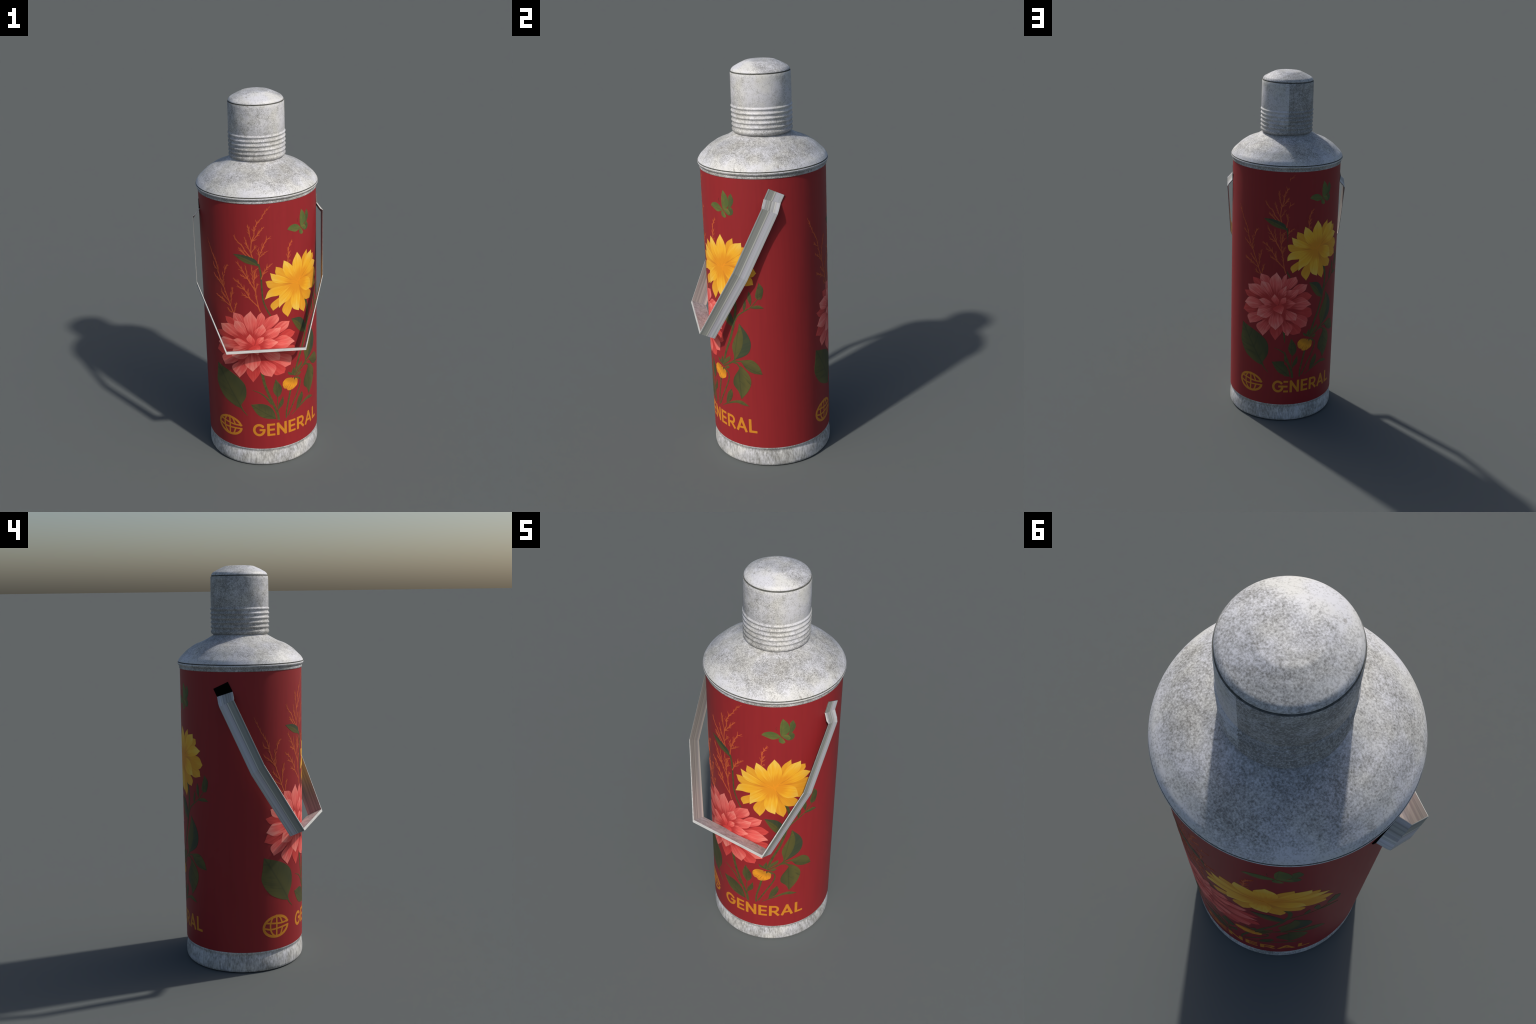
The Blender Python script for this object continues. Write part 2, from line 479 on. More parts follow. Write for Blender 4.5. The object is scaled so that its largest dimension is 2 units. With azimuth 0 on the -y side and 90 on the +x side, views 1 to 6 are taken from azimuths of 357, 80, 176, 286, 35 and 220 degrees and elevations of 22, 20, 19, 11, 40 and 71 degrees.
handle = bar()
bpy.context.view_layer.update()
for side in (-1, 1):
    xm = X_MID - (0.0070 if side > 0 else -0.0110)
    xe = X_END + side * 0.002
    xt = 0.3082 if side > 0 else 0.3028
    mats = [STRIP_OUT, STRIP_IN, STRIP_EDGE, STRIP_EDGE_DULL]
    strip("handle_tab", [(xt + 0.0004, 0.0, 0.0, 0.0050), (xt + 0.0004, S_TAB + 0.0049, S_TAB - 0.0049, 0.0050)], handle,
          [STRIP_OUT, STRIP_IN, DARK_LINE] if side > 0 else [BLACK, BLACK, BLACK], side)
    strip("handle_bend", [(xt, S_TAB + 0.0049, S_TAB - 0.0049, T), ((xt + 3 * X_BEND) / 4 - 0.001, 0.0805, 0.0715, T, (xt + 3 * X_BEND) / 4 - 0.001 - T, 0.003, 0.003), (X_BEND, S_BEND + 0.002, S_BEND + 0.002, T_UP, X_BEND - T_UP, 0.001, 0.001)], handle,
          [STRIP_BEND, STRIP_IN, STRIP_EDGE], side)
    arm = [(X_BEND, S_BEND + 0.002, S_BEND + 0.002, T_UP, X_BEND - T_UP, 0.001, 0.001),
           (xm, S_MID - 0.0080, S_MID + 0.0080, 0.0028), (xe, S_END, S_END, T, xe + 0.0035 - T * 1.15, -BAR_T, -BAR_T)]
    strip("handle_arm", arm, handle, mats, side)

# ------------------------------------------------------------------ printed pattern
# Everything below is (azimuth in degrees, height in metres); azimuth 0 faces -y,
# + turns to the right.  Each shape is laid on the cylinder as a thin raised print.
PINK_PETALS = [
    ("outer", (-27.4, 0.755), (-51.7, 0.787), [(-45.4, 0.755)], [(-39.4, 0.798)]),
    ("outer", (-27.6, 0.720), (-53.2, 0.669), [(-46.6, 0.720)], [(-42.1, 0.657)]),
    ("outer", (-21.5, 0.788), (-40.4, 0.881), [(-37.6, 0.844)], [(-30.9, 0.872)]),
    ("rim", (-17.0, 0.803), (-30.8, 0.913), [(-30.5, 0.864)], [(-20.7, 0.895)]),
    ("rim", (-10.6, 0.792), (-2.6, 0.923), [(-7.2, 0.894)], [(0.3, 0.878)]),
    ("rim", (-6.4, 0.786), (12.5, 0.905), [(-0.8, 0.866), (3.6, 0.892)], [(13.1, 0.861)]),
    ("rim", (-1.3, 0.767), (25.6, 0.852), [(13.6, 0.854)], [(20.9, 0.809)]),
    ("outer", (4.0, 0.752), (31.8, 0.780), [(22.1, 0.807)], [(25.6, 0.755)]),
    ("outer", (-5.2, 0.712), (32.9, 0.664), [(27.3, 0.711)], [(25.3, 0.650)]),
    ("rim", (-5.2, 0.712), (26.0, 0.597), [(24.9, 0.656)], [(15.0, 0.600)]),
    ("outer", (-1.7, 0.669), (18.8, 0.557), [(18.7, 0.596)], [(8.0, 0.560)]),
    ("rim", (-8.1, 0.670), (5.8, 0.546), [(9.9, 0.609)], [(-4.9, 0.574)]),
    ("outer", (-13.0, 0.653), (-13.0, 0.516), [(-19.5, 0.580)], [(-5.6, 0.584)]),
    ("rim", (-15.7, 0.665), (-27.0, 0.536), [(-34.6, 0.597)], [(-19.2, 0.590)]),
    ("rim", (-18.9, 0.707), (-43.4, 0.595), [(-45.4, 0.649)], [(-30.1, 0.628)]),
    ("mid", (-11.8, 0.767), (-13.3, 0.930), [(-20.4, 0.875)], [(-7.1, 0.867)]),
    ("mid", (-1.4, 0.736), (31.2, 0.726), [(11.1, 0.769), (19.0, 0.780), (25.6, 0.758)], [(9.2, 0.714), (20.5, 0.702), (26.7, 0.719)]),
    ("mid", (-19.4, 0.761), (-46.6, 0.831), [(-42.5, 0.790)], [(-32.0, 0.841)]),
    ("mid", (-15.1, 0.763), (-29.9, 0.868), [(-29.6, 0.825)], [(-20.5, 0.854)]),
    ("mid", (-17.9, 0.736), (-51.1, 0.716), [(-41.6, 0.761)], [(-39.3, 0.693)]),
    ("mid", (-3.9, 0.761), (16.2, 0.827), [(2.7, 0.821)], [(11.7, 0.779)]),
    ("mid", (-10.8, 0.767), (-1.8, 0.856), [(-10.6, 0.814)], [(0.6, 0.813)]),
    ("mid", (-6.7, 0.736), (13.2, 0.745), [(-0.2, 0.770), (5.7, 0.769)], [(3.8, 0.715)]),
    ("mid", (-12.6, 0.729), (-32.3, 0.755), [(-25.0, 0.767)], [(-22.5, 0.720)]),
    ("mid", (-12.4, 0.729), (-34.6, 0.656), [(-27.0, 0.724), (-32.3, 0.704)], [(-17.6, 0.673), (-24.3, 0.648)]),
    ("mid", (-7.3, 0.730), (13.9, 0.640), [(10.2, 0.691), (14.6, 0.674)], [(1.4, 0.652)]),
    ("mid", (-12.6, 0.720), (-13.0, 0.580), [(-20.9, 0.630)], [(-4.7, 0.644)]),
    ("heart", (-11.5, 0.731), (-14.8, 0.799), [(-18.2, 0.766)], [(-9.9, 0.761)]),
    ("heart", (-9.9, 0.733), (-1.2, 0.782), [(-7.0, 0.775)], [(-2.4, 0.754)]),
    ("heart", (-12.0, 0.730), (-7.0, 0.679), [(-16.5, 0.706)], [(-6.7, 0.735), (-4.8, 0.717)]),
]
YELLOW_PETALS = [
    ("back", (30.5, 1.057), (1.9, 1.092), [(8.5, 1.093)], [(7.0, 1.051)]),
    ("back", (31.4, 1.071), (12.2, 1.167), [(13.1, 1.121)], [(19.8, 1.147)]),
    ("back", (37.7, 1.087), (49.6, 1.214), [(42.0, 1.178)], [(48.9, 1.166)]),
    ("back", (39.6, 1.074), (62.5, 1.172), [(56.5, 1.166)], [(60.7, 1.137)]),
    ("back", (38.7, 1.068), (70.9, 1.048), [(63.6, 1.089)], [(64.0, 1.027)]),
    ("back", (38.7, 1.058), (67.8, 0.989), [(64.0, 1.030)], [(56.5, 0.985)]),
    ("back", (33.3, 1.036), (23.6, 0.877), [(18.0, 0.933)], [(28.5, 0.924)]),
    ("back", (30.5, 1.041), (8.4, 0.927), [(7.5, 0.970)], [(17.3, 0.962)]),
    ("back", (36.9, 1.036), (44.1, 0.874), [(46.3, 0.925)], [(36.7, 0.920)]),
    ("back", (36.9, 1.042), (54.6, 0.933), [(55.6, 0.974)], [(44.6, 0.950)]),
    ("front", (33.7, 1.058), (0.7, 0.994), [(7.8, 1.051)], [(16.4, 1.012), (7.2, 1.006)]),
    ("front", (34.1, 1.058), (6.4, 1.136), [(11.0, 1.082)], [(18.4, 1.110)]),
    ("front", (35.5, 1.058), (20.4, 1.194), [(24.0, 1.098), (19.3, 1.147)], [(31.3, 1.138), (25.8, 1.175)]),
    ("front", (38.2, 1.075), (58.2, 1.196), [(47.0, 1.174)], [(56.6, 1.143)]),
    ("front", (39.6, 1.071), (68.2, 1.117), [(57.6, 1.137)], [(60.0, 1.087)]),
    ("front", (36.4, 1.062), (35.6, 1.221), [(31.3, 1.125), (30.0, 1.172)], [(41.9, 1.124), (40.6, 1.181)]),
    ("front", (35.1, 1.058), (14.5, 0.938), [(24.0, 1.043), (15.6, 1.016)], [(26.9, 0.983), (18.8, 0.958)]),
    ("front", (36.4, 1.058), (57.1, 0.988), [(44.2, 1.070), (53.7, 1.049)], [(39.7, 1.022), (46.8, 0.991)]),
    ("front", (35.5, 1.055), (36.9, 0.895), [(30.1, 1.018), (27.2, 0.964), (29.7, 0.918)], [(37.9, 1.019), (39.1, 0.980)]),
]
LEAVES = [
    ("leaf", (-25.6, 0.349), (-53.6, 0.590), [(-33.9, 0.360), (-47.8, 0.401), (-55.8, 0.470), (-54.9, 0.532)], [(-26.7, 0.366), (-20.7, 0.428), (-21.9, 0.500), (-33.6, 0.552)]),
    ("leaf", (9.3, 0.287), (-16.1, 0.380), [(6.9, 0.336), (2.5, 0.369), (-5.0, 0.386)], [(-1.0, 0.296), (-8.1, 0.314), (-12.5, 0.343)]),
    ("leaf", (11.2, 0.417), (9.5, 0.529), [(7.8, 0.444), (6.6, 0.472)], [(14.8, 0.438), (15.4, 0.477)]),
    ("leaf", (11.8, 0.343), (17.1, 0.421), [(12.2, 0.375)], [(17.0, 0.375)]),
    ("half", (45.3, 0.579), (52.2, 0.782), [(44.8, 0.608), (43.4, 0.647), (46.0, 0.690), (50.4, 0.738)], [(49.0, 0.603), (54.0, 0.654), (55.7, 0.710), (54.3, 0.751)]),
    ("shade", (45.3, 0.579), (52.2, 0.782), [(49.0, 0.603), (54.0, 0.654), (55.7, 0.710), (54.3, 0.751)], [(55.7, 0.608), (61.2, 0.636), (63.1, 0.682), (59.9, 0.732)]),
    ("leaf", (47.7, 0.574), (73.0, 0.518), [(55.9, 0.588), (63.9, 0.592), (70.0, 0.563)], [(52.6, 0.573), (57.3, 0.541), (64.6, 0.522)]),
    ("leaf", (49.5, 0.555), (51.1, 0.368), [(49.8, 0.533), (43.9, 0.481), (42.9, 0.440), (48.0, 0.408)], [(54.2, 0.545), (60.2, 0.509), (62.0, 0.469), (58.5, 0.419)]),
    ("leaf", (31.8, 0.317), (39.7, 0.410), [(32.6, 0.346), (35.0, 0.382)], [(38.1, 0.342), (41.3, 0.383)]),
    ("leaf", (33.4, 0.315), (59.2, 0.335), [(39.8, 0.341), (50.5, 0.359)], [(45.2, 0.340), (53.2, 0.336)]),
    ("leaf", (70.9, 0.915), (72.7, 1.001), [(69.0, 0.929), (70.0, 0.958)], [(74.6, 0.920), (76.5, 0.968)]),
    ("leaf", (64.3, 0.881), (63.1, 0.955), [(62.0, 0.910), (61.9, 0.931)], [(65.5, 0.907), (64.8, 0.939)]),
    ("leaf", (57.6, 0.847), (59.4, 0.913), [(56.8, 0.868), (57.8, 0.891)], [(59.7, 0.872), (60.1, 0.895)]),
    ("leaf", (63.8, 0.869), (76.5, 0.870), [(67.8, 0.882), (72.7, 0.884)], [(69.0, 0.867), (73.0, 0.868)]),
    ("half", (47.2, 0.754), (27.4, 0.862), [(39.7, 0.768), (33.4, 0.804)], [(41.6, 0.790), (36.0, 0.832)]),
    ("shade", (47.2, 0.754), (27.4, 0.862), [(41.6, 0.790), (36.0, 0.832)], [(45.4, 0.807), (38.8, 0.853)]),
    ("half", (-4.0, 1.176), (-28.7, 1.237), [(-8.4, 1.183), (-16.1, 1.193), (-22.0, 1.210)], [(-7.4, 1.193), (-14.1, 1.213), (-21.0, 1.227)]),
    ("shade", (-4.0, 1.176), (-28.7, 1.237), [(-7.4, 1.193), (-14.1, 1.213), (-21.0, 1.227)], [(-6.0, 1.207), (-11.7, 1.226), (-19.9, 1.237)]),
    ("half", (32.0, 0.533), (40.4, 0.594), [(33.1, 0.562)], [(39.8, 0.571)]),
    ("leaf", (29.3, 0.528), (29.7, 0.577), [(26.6, 0.545)], [(30.4, 0.560)]),
    ("leaf", (29.3, 0.528), (22.4, 0.560), [(23.8, 0.540)], [(26.6, 0.545)]),
    ("half", (32.5, 0.517), (39.3, 0.531), [(36.4, 0.534)], [(36.2, 0.516)]),
]
BUTTERFLY = [
    ("half", (46.8, 1.357), (50.4, 1.430), [(47.8, 1.386), (47.6, 1.413)], [(50.1, 1.368), (52.6, 1.397)]),
    ("half", (42.2, 1.342), (50.0, 1.364), [(46.8, 1.357)], [(46.7, 1.324), (50.6, 1.328), (51.9, 1.347)]),
    ("wing", (40.6, 1.347), (41.8, 1.442), [(39.7, 1.378), (40.0, 1.414)], [(45.6, 1.359), (47.8, 1.384), (45.8, 1.417)]),
    ("wing", (41.5, 1.346), (48.8, 1.337), [(42.7, 1.353), (46.2, 1.354)], [(43.3, 1.336), (47.0, 1.324)]),
    ("wing", (40.8, 1.344), (24.7, 1.353), [(37.5, 1.363), (32.7, 1.374), (27.4, 1.368)], [(37.4, 1.336), (33.5, 1.333), (28.6, 1.344)]),
    ("wing", (40.8, 1.344), (42.1, 1.308), [(38.9, 1.334), (39.4, 1.317)], [(43.0, 1.330), (44.2, 1.314)]),
]
BUD = [
    ("bud", (27.3, 0.517), (18.3, 0.464), [(21.0, 0.521), (17.1, 0.503), (16.8, 0.481)], [(25.2, 0.491), (22.1, 0.461)]),
    ("bud", (31.2, 0.509), (27.1, 0.445), [(29.3, 0.491), (26.1, 0.462)], [(33.9, 0.497), (33.5, 0.468), (30.6, 0.454)]),
    ("bud", (29.2, 0.515), (21.9, 0.448), [(24.2, 0.500), (20.9, 0.470)], [(30.2, 0.483), (29.2, 0.460), (25.7, 0.445)]),
]
STEMS = [
    ("stem", 0.0130, 0.0120, [(-3.7, 0.568), (-1.8, 0.509), (1.5, 0.451), (5.8, 0.389), (10.6, 0.324), (11.8, 0.284)]),
    ("stem", 0.0020, 0.0110, [(-13.8, 0.468), (-6.9, 0.453), (-1.3, 0.428), (4.8, 0.384)]),
    ("stem", 0.0040, 0.0030, [(11.2, 0.422), (10.8, 0.387), (11.6, 0.337)]),
    ("stem", 0.0090, 0.0070, [(25.2, 0.443), (22.9, 0.387), (20.5, 0.330), (20.0, 0.285)]),
    ("stem", 0.0060, 0.0060, [(33.0, 0.510), (37.1, 0.493), (37.3, 0.463), (34.3, 0.423), (28.8, 0.367), (22.0, 0.295)]),
    ("stem", 0.0120, 0.0100, [(46.5, 0.945), (48.8, 0.906), (49.3, 0.868), (48.7, 0.833), (46.7, 0.781), (43.7, 0.721), (40.5, 0.672), (36.4, 0.624), (32.6, 0.569), (30.3, 0.530)]),
    ("stem", 0.0070, 0.0030, [(48.1, 0.792), (51.2, 0.821), (57.4, 0.847), (64.0, 0.872), (68.4, 0.899), (71.0, 0.916)]),
    ("stem", 0.0060, 0.0090, [(31.2, 0.524), (38.4, 0.549), (44.1, 0.570), (45.8, 0.583)]),
    ("stem", 0.0070, 0.0080, [(42.4, 0.563), (47.6, 0.561), (50.4, 0.546)]),
    ("stem", 0.0060, 0.0070, [(43.6, 0.567), (47.7, 0.574), (53.6, 0.579)]),
    ("stem", 0.0020, 0.0060, [(26.0, 0.292), (30.7, 0.309), (35.5, 0.325)]),
    ("stem", 0.0090, 0.0020, [(-27.2, 0.366), (-24.8, 0.339), (-20.0, 0.310)]),
    ("stem", 0.0080, 0.0060, [(-4.1, 1.186), (-2.7, 1.149), (-2.0, 1.107), (-1.7, 1.060), (-0.8, 0.990), (2.6, 0.936), (5.8, 0.903)]),
    ("stem", 0.0015, 0.0010, [(36.8, 1.382), (36.4, 1.391), (36.6, 1.400)]),
]
SPRIGS = [
    ("sprig", 0.0045, 0.0012, [(-9.7, 1.221), (-11.0, 1.254), (-10.2, 1.303), (-7.5, 1.346), (-7.5, 1.371), (-4.5, 1.403), (-0.8, 1.427), (2.9, 1.460), (8.0, 1.488)]),
    ("sprig", 0.0035, 0.0012, [(-9.9, 1.310), (-12.1, 1.350), (-12.6, 1.375), (-13.6, 1.398)]),
    ("sprig", 0.0035, 0.0012, [(-9.7, 1.310), (-5.7, 1.335), (-2.5, 1.358), (1.6, 1.385)]),
    ("sprig", 0.0035, 0.0012, [(-11.1, 1.249), (-14.7, 1.292), (-15.7, 1.315), (-17.2, 1.331)]),
    ("sprig", 0.0045, 0.0012, [(-11.7, 1.226), (-16.6, 1.258), (-19.6, 1.288), (-23.7, 1.306), (-27.8, 1.337)]),
    ("sprig", 0.0035, 0.0012, [(-15.8, 1.233), (-19.8, 1.257), (-23.2, 1.272)]),
    ("sprig", 0.0035, 0.0012, [(-10.7, 1.249), (-8.3, 1.267), (-6.7, 1.286)]),
    ("sprig", 0.0045, 0.0012, [(-4.5, 1.190), (-3.2, 1.231), (-0.3, 1.269), (2.1, 1.301), (4.0, 1.315), (8.1, 1.333)]),
    ("sprig", 0.0035, 0.0012, [(-3.0, 1.226), (-3.8, 1.244), (-4.3, 1.264)]),
    ("sprig", 0.0035, 0.0012, [(-2.7, 1.227), (0.0, 1.238), (2.5, 1.251)]),
    ("sprig", 0.0035, 0.0012, [(-0.1, 1.271), (-0.8, 1.297)]),
    ("sprig", 0.0035, 0.0012, [(3.7, 1.314), (3.9, 1.338)]),
    ("sprig", 0.0035, 0.0012, [(-9.9, 1.310), (-5.4, 1.320)]),
    ("sprig", 0.0035, 0.0012, [(-7.8, 1.364), (-5.5, 1.378)]),
    ("sprig", 0.0035, 0.0012, [(-7.8, 1.364), (-9.7, 1.376)]),
    ("sprig", 0.0035, 0.0012, [(-4.5, 1.403), (-5.9, 1.423)]),
    ("sprig", 0.0035, 0.0012, [(-5.3, 1.340), (-2.4, 1.343)]),
    ("sprig", 0.0045, 0.0012, [(-3.9, 0.927), (-5.7, 0.959), (-7.5, 1.023), (-8.1, 1.047), (-9.7, 1.095), (-10.5, 1.139), (-11.2, 1.182)]),
    ("sprig", 0.0045, 0.0012, [(-8.5, 1.049), (-13.9, 1.098), (-14.9, 1.117), (-16.1, 1.156), (-17.2, 1.183)]),
    ("sprig", 0.0045, 0.0012, [(-14.8, 1.107), (-18.3, 1.139), (-20.8, 1.161), (-23.7, 1.184), (-24.1, 1.198)]),
    ("sprig", 0.0035, 0.0012, [(-14.4, 1.107), (-18.1, 1.116), (-21.6, 1.126)]),
    ("sprig", 0.0035, 0.0012, [(-19.3, 1.149), (-23.9, 1.157)]),
    ("sprig", 0.0035, 0.0012, [(-9.3, 1.095), (-8.5, 1.122), (-8.6, 1.155)]),
    ("sprig", 0.0035, 0.0012, [(-8.9, 1.103), (-7.4, 1.118), (-5.9, 1.130)]),
    ("sprig", 0.0035, 0.0012, [(-8.1, 1.128), (-7.2, 1.149), (-6.2, 1.163)]),
    ("sprig", 0.0035, 0.0012, [(-7.8, 1.038), (-6.8, 1.061), (-5.2, 1.083)]),
    ("sprig", 0.0045, 0.0012, [(-5.7, 0.955), (-10.0, 0.979), (-13.6, 1.001), (-14.5, 1.022), (-15.5, 1.052)]),
    ("sprig", 0.0035, 0.0012, [(-13.6, 1.001), (-17.2, 1.011), (-20.6, 1.022)]),
    ("sprig", 0.0035, 0.0012, [(-14.9, 1.018), (-18.9, 1.050), (-23.3, 1.080), (-29.8, 1.102)]),
    ("sprig", 0.0035, 0.0012, [(-18.5, 1.048), (-18.7, 1.074)]),
    ("sprig", 0.0035, 0.0012, [(-19.6, 1.052), (-22.3, 1.055), (-25.1, 1.062)]),
    ("sprig", 0.0035, 0.0012, [(-23.6, 1.082), (-24.7, 1.100)]),
    ("sprig", 0.0045, 0.0012, [(-31.0, 0.913), (-33.7, 0.947), (-36.0, 0.981), (-39.2, 1.022), (-40.9, 1.046), (-44.3, 1.082), (-47.0, 1.121), (-48.6, 1.156), (-49.9, 1.172), (-55.1, 1.216), (-58.2, 1.251), (-61.5, 1.287)]),
    ("sprig", 0.0035, 0.0012, [(-41.1, 1.048), (-41.3, 1.073), (-40.9, 1.107), (-41.7, 1.123)]),
    ("sprig", 0.0035, 0.0012, [(-39.1, 1.124), (-37.8, 1.149), (-34.9, 1.175)]),
    ("sprig", 0.0035, 0.0012, [(-41.0, 1.101), (-38.8, 1.116)]),
    ("sprig", 0.0035, 0.0012, [(-41.3, 1.045), (-45.0, 1.068), (-48.0, 1.081), (-52.2, 1.096)]),
    ("sprig", 0.0035, 0.0012, [(-40.5, 1.053), (-39.2, 1.076)]),
    ("sprig", 0.0035, 0.0012, [(-47.4, 1.131), (-51.0, 1.140), (-53.2, 1.152)]),
    ("sprig", 0.0035, 0.0012, [(-47.5, 1.141), (-47.0, 1.161)]),
    ("sprig", 0.0035, 0.0012, [(-33.7, 0.947), (-32.5, 0.989), (-33.0, 1.025)]),
    ("sprig", 0.0035, 0.0012, [(-32.4, 0.998), (-31.1, 1.023), (-30.4, 1.054)]),
    ("sprig", 0.0035, 0.0012, [(-34.1, 0.947), (-39.8, 0.964), (-44.5, 0.979), (-51.3, 0.992)]),
    ("sprig", 0.0035, 0.0012, [(-40.7, 0.967), (-45.2, 0.964)]),
    ("sprig", 0.0035, 0.0012, [(-36.1, 0.975), (-40.4, 0.997), (-43.8, 1.019)]),
    ("sprig", 0.0035, 0.0012, [(-42.5, 0.975), (-43.6, 0.989)]),
    ("sprig", 0.0035, 0.0012, [(-29.5, 0.917), (-28.4, 0.946), (-27.2, 0.972)]),
    ("sprig", 0.0035, 0.0012, [(-32.5, 0.911), (-35.2, 0.919), (-36.9, 0.933)]),
    ("sprig", 0.0035, 0.0012, [(-2.0, 1.107), (-0.5, 1.127), (2.6, 1.157), (9.0, 1.189)]),
    ("sprig", 0.0035, 0.0012, [(-0.5, 1.129), (-1.1, 1.154)]),
    ("sprig", 0.0035, 0.0012, [(-0.1, 1.133), (4.4, 1.148)]),
    ("sprig", 0.0035, 0.0012, [(3.0, 1.159), (4.0, 1.188)]),
    ("sprig", 0.0045, 0.0012, [(24.6, 1.182), (25.4, 1.219), (25.5, 1.250), (27.3, 1.272), (30.0, 1.294)]),
    ("sprig", 0.0035, 0.0012, [(24.9, 1.203), (23.3, 1.227)]),
    ("sprig", 0.0035, 0.0012, [(25.8, 1.206), (28.0, 1.218)]),
    ("sprig", 0.0035, 0.0012, [(25.8, 1.220), (27.8, 1.238)]),
    ("sprig", 0.0035, 0.0012, [(25.3, 1.244), (24.5, 1.260)]),
    ("sprig", 0.0035, 0.0012, [(27.1, 1.268), (26.3, 1.284)]),
    ("sprig", 0.0035, 0.0012, [(25.9, 1.182), (27.2, 1.192), (27.8, 1.181)]),
]
GLOBE_LINES = [
    ("globe", 0.0090, 0.0090, [(-52.7, 0.252), (-46.6, 0.247), (-40.6, 0.242), (-34.5, 0.239), (-26.8, 0.242)]),
    ("globe", 0.0090, 0.0090, [(-53.8, 0.225), (-47.6, 0.215), (-41.4, 0.215), (-33.6, 0.218), (-26.7, 0.221)]),
    ("globe", 0.0090, 0.0090, [(-44.9, 0.276), (-47.3, 0.246), (-47.1, 0.210), (-44.2, 0.184), (-40.1, 0.174)]),
    ("globe", 0.0090, 0.0090, [(-40.7, 0.277), (-40.6, 0.228), (-41.0, 0.172)]),
    ("globe", 0.0090, 0.0090, [(-40.8, 0.284), (-36.9, 0.271), (-34.5, 0.244)]),
    ("globe", 0.0090, 0.0090, [(-34.1, 0.213), (-36.0, 0.185), (-37.8, 0.175)]),
]


def curve_through(pts, n):
    """Catmull-Rom through control points, n samples, evenly spread per length."""
    P = [Vector(p) for p in pts]
    P = [P[0] * 2 - P[1]] + P + [P[-1] * 2 - P[-2]]
    dense = []
    for i in range(1, len(P) - 2):
        a, b, c, d = P[i - 1:i + 3]
        for k in range(16):
            t = k / 16
            dense.append(0.5 * (2 * b + (c - a) * t + (2 * a - 5 * b + 4 * c - d) * t * t + (3 * b - a - 3 * c + d) * t ** 3))
    dense.append(P[-2])
    L = [0.0]
    for a, b in zip(dense, dense[1:]):
        L.append(L[-1] + (b - a).length)
    out, j = [], 0
    for i in range(n):
        s = L[-1] * i / (n - 1)
        while j < len(L) - 2 and L[j + 1] < s:
            j += 1
        t = (s - L[j]) / max(L[j + 1] - L[j], 1e-9)
        out.append(dense[j].lerp(dense[j + 1], min(t, 1)))
    return out


def flat(p):
    """degrees -> metres of arc, so curves are shaped in true proportion"""
    return Vector((math.radians(p[0]) * BODY_R, p[1]))


def grid_between(left, right, nw):
    return [[a.lerp(b, k / nw) for k in range(nw + 1)] for a, b in zip(left, right)]


def petal_grid(B, T, left, right, n=26, nw=12):
    l = curve_through([flat(B)] + [flat(p) for p in left] + [flat(T)], n)
    r = curve_through([flat(B)] + [flat(p) for p in right] + [flat(T)], n)
    return grid_between(l, r, nw)


def ribbon_grid(pts, w0, w1, round_ends=True, step=0.004):
    P = [Vector(p) for p in pts]
    length = sum((b - a).length for a, b in zip(P, P[1:]))
    n = max(4, int(length / step))
    c = curve_through(P, n) if len(P) > 2 else [P[0].lerp(P[1], i / (n - 1)) for i in range(n)]
    spine = []
    for i, p in enumerate(c):
        t = (c[min(i + 1, n - 1)] - c[max(i - 1, 0)]).normalized()
        w = (w0 + (w1 - w0) * i / (n - 1)) / 2
        spine.append((p, t, w))
    if round_ends == "square":
        p, t, w = spine[0]
        q, u, v = spine[-1]
        spine = [(p - t * w, t, w * 0.80), (p - t * w * 0.82, t, w)] + spine + [(q + u * v * 0.82, u, v), (q + u * v, u, v * 0.80)]
    elif round_ends:
        p, t, w = spine[0]
        head = [(p - t * w * math.sin(a), t, w * math.cos(a)) for a in (1.45, 1.1, 0.7, 0.35)]
        p, t, w = spine[-1]
        tail = [(p + t * w * math.sin(a), t, w * math.cos(a)) for a in (0.35, 0.7, 1.1, 1.45)]
        spine = head + spine + tail
    rows = []
    for p, t, w in spine:
        nrm = Vector((-t.y, t.x))
        rows.append([p + nrm * w, p, p - nrm * w])
    return rows


LIFT, STEP = 0.00030, 0.000018


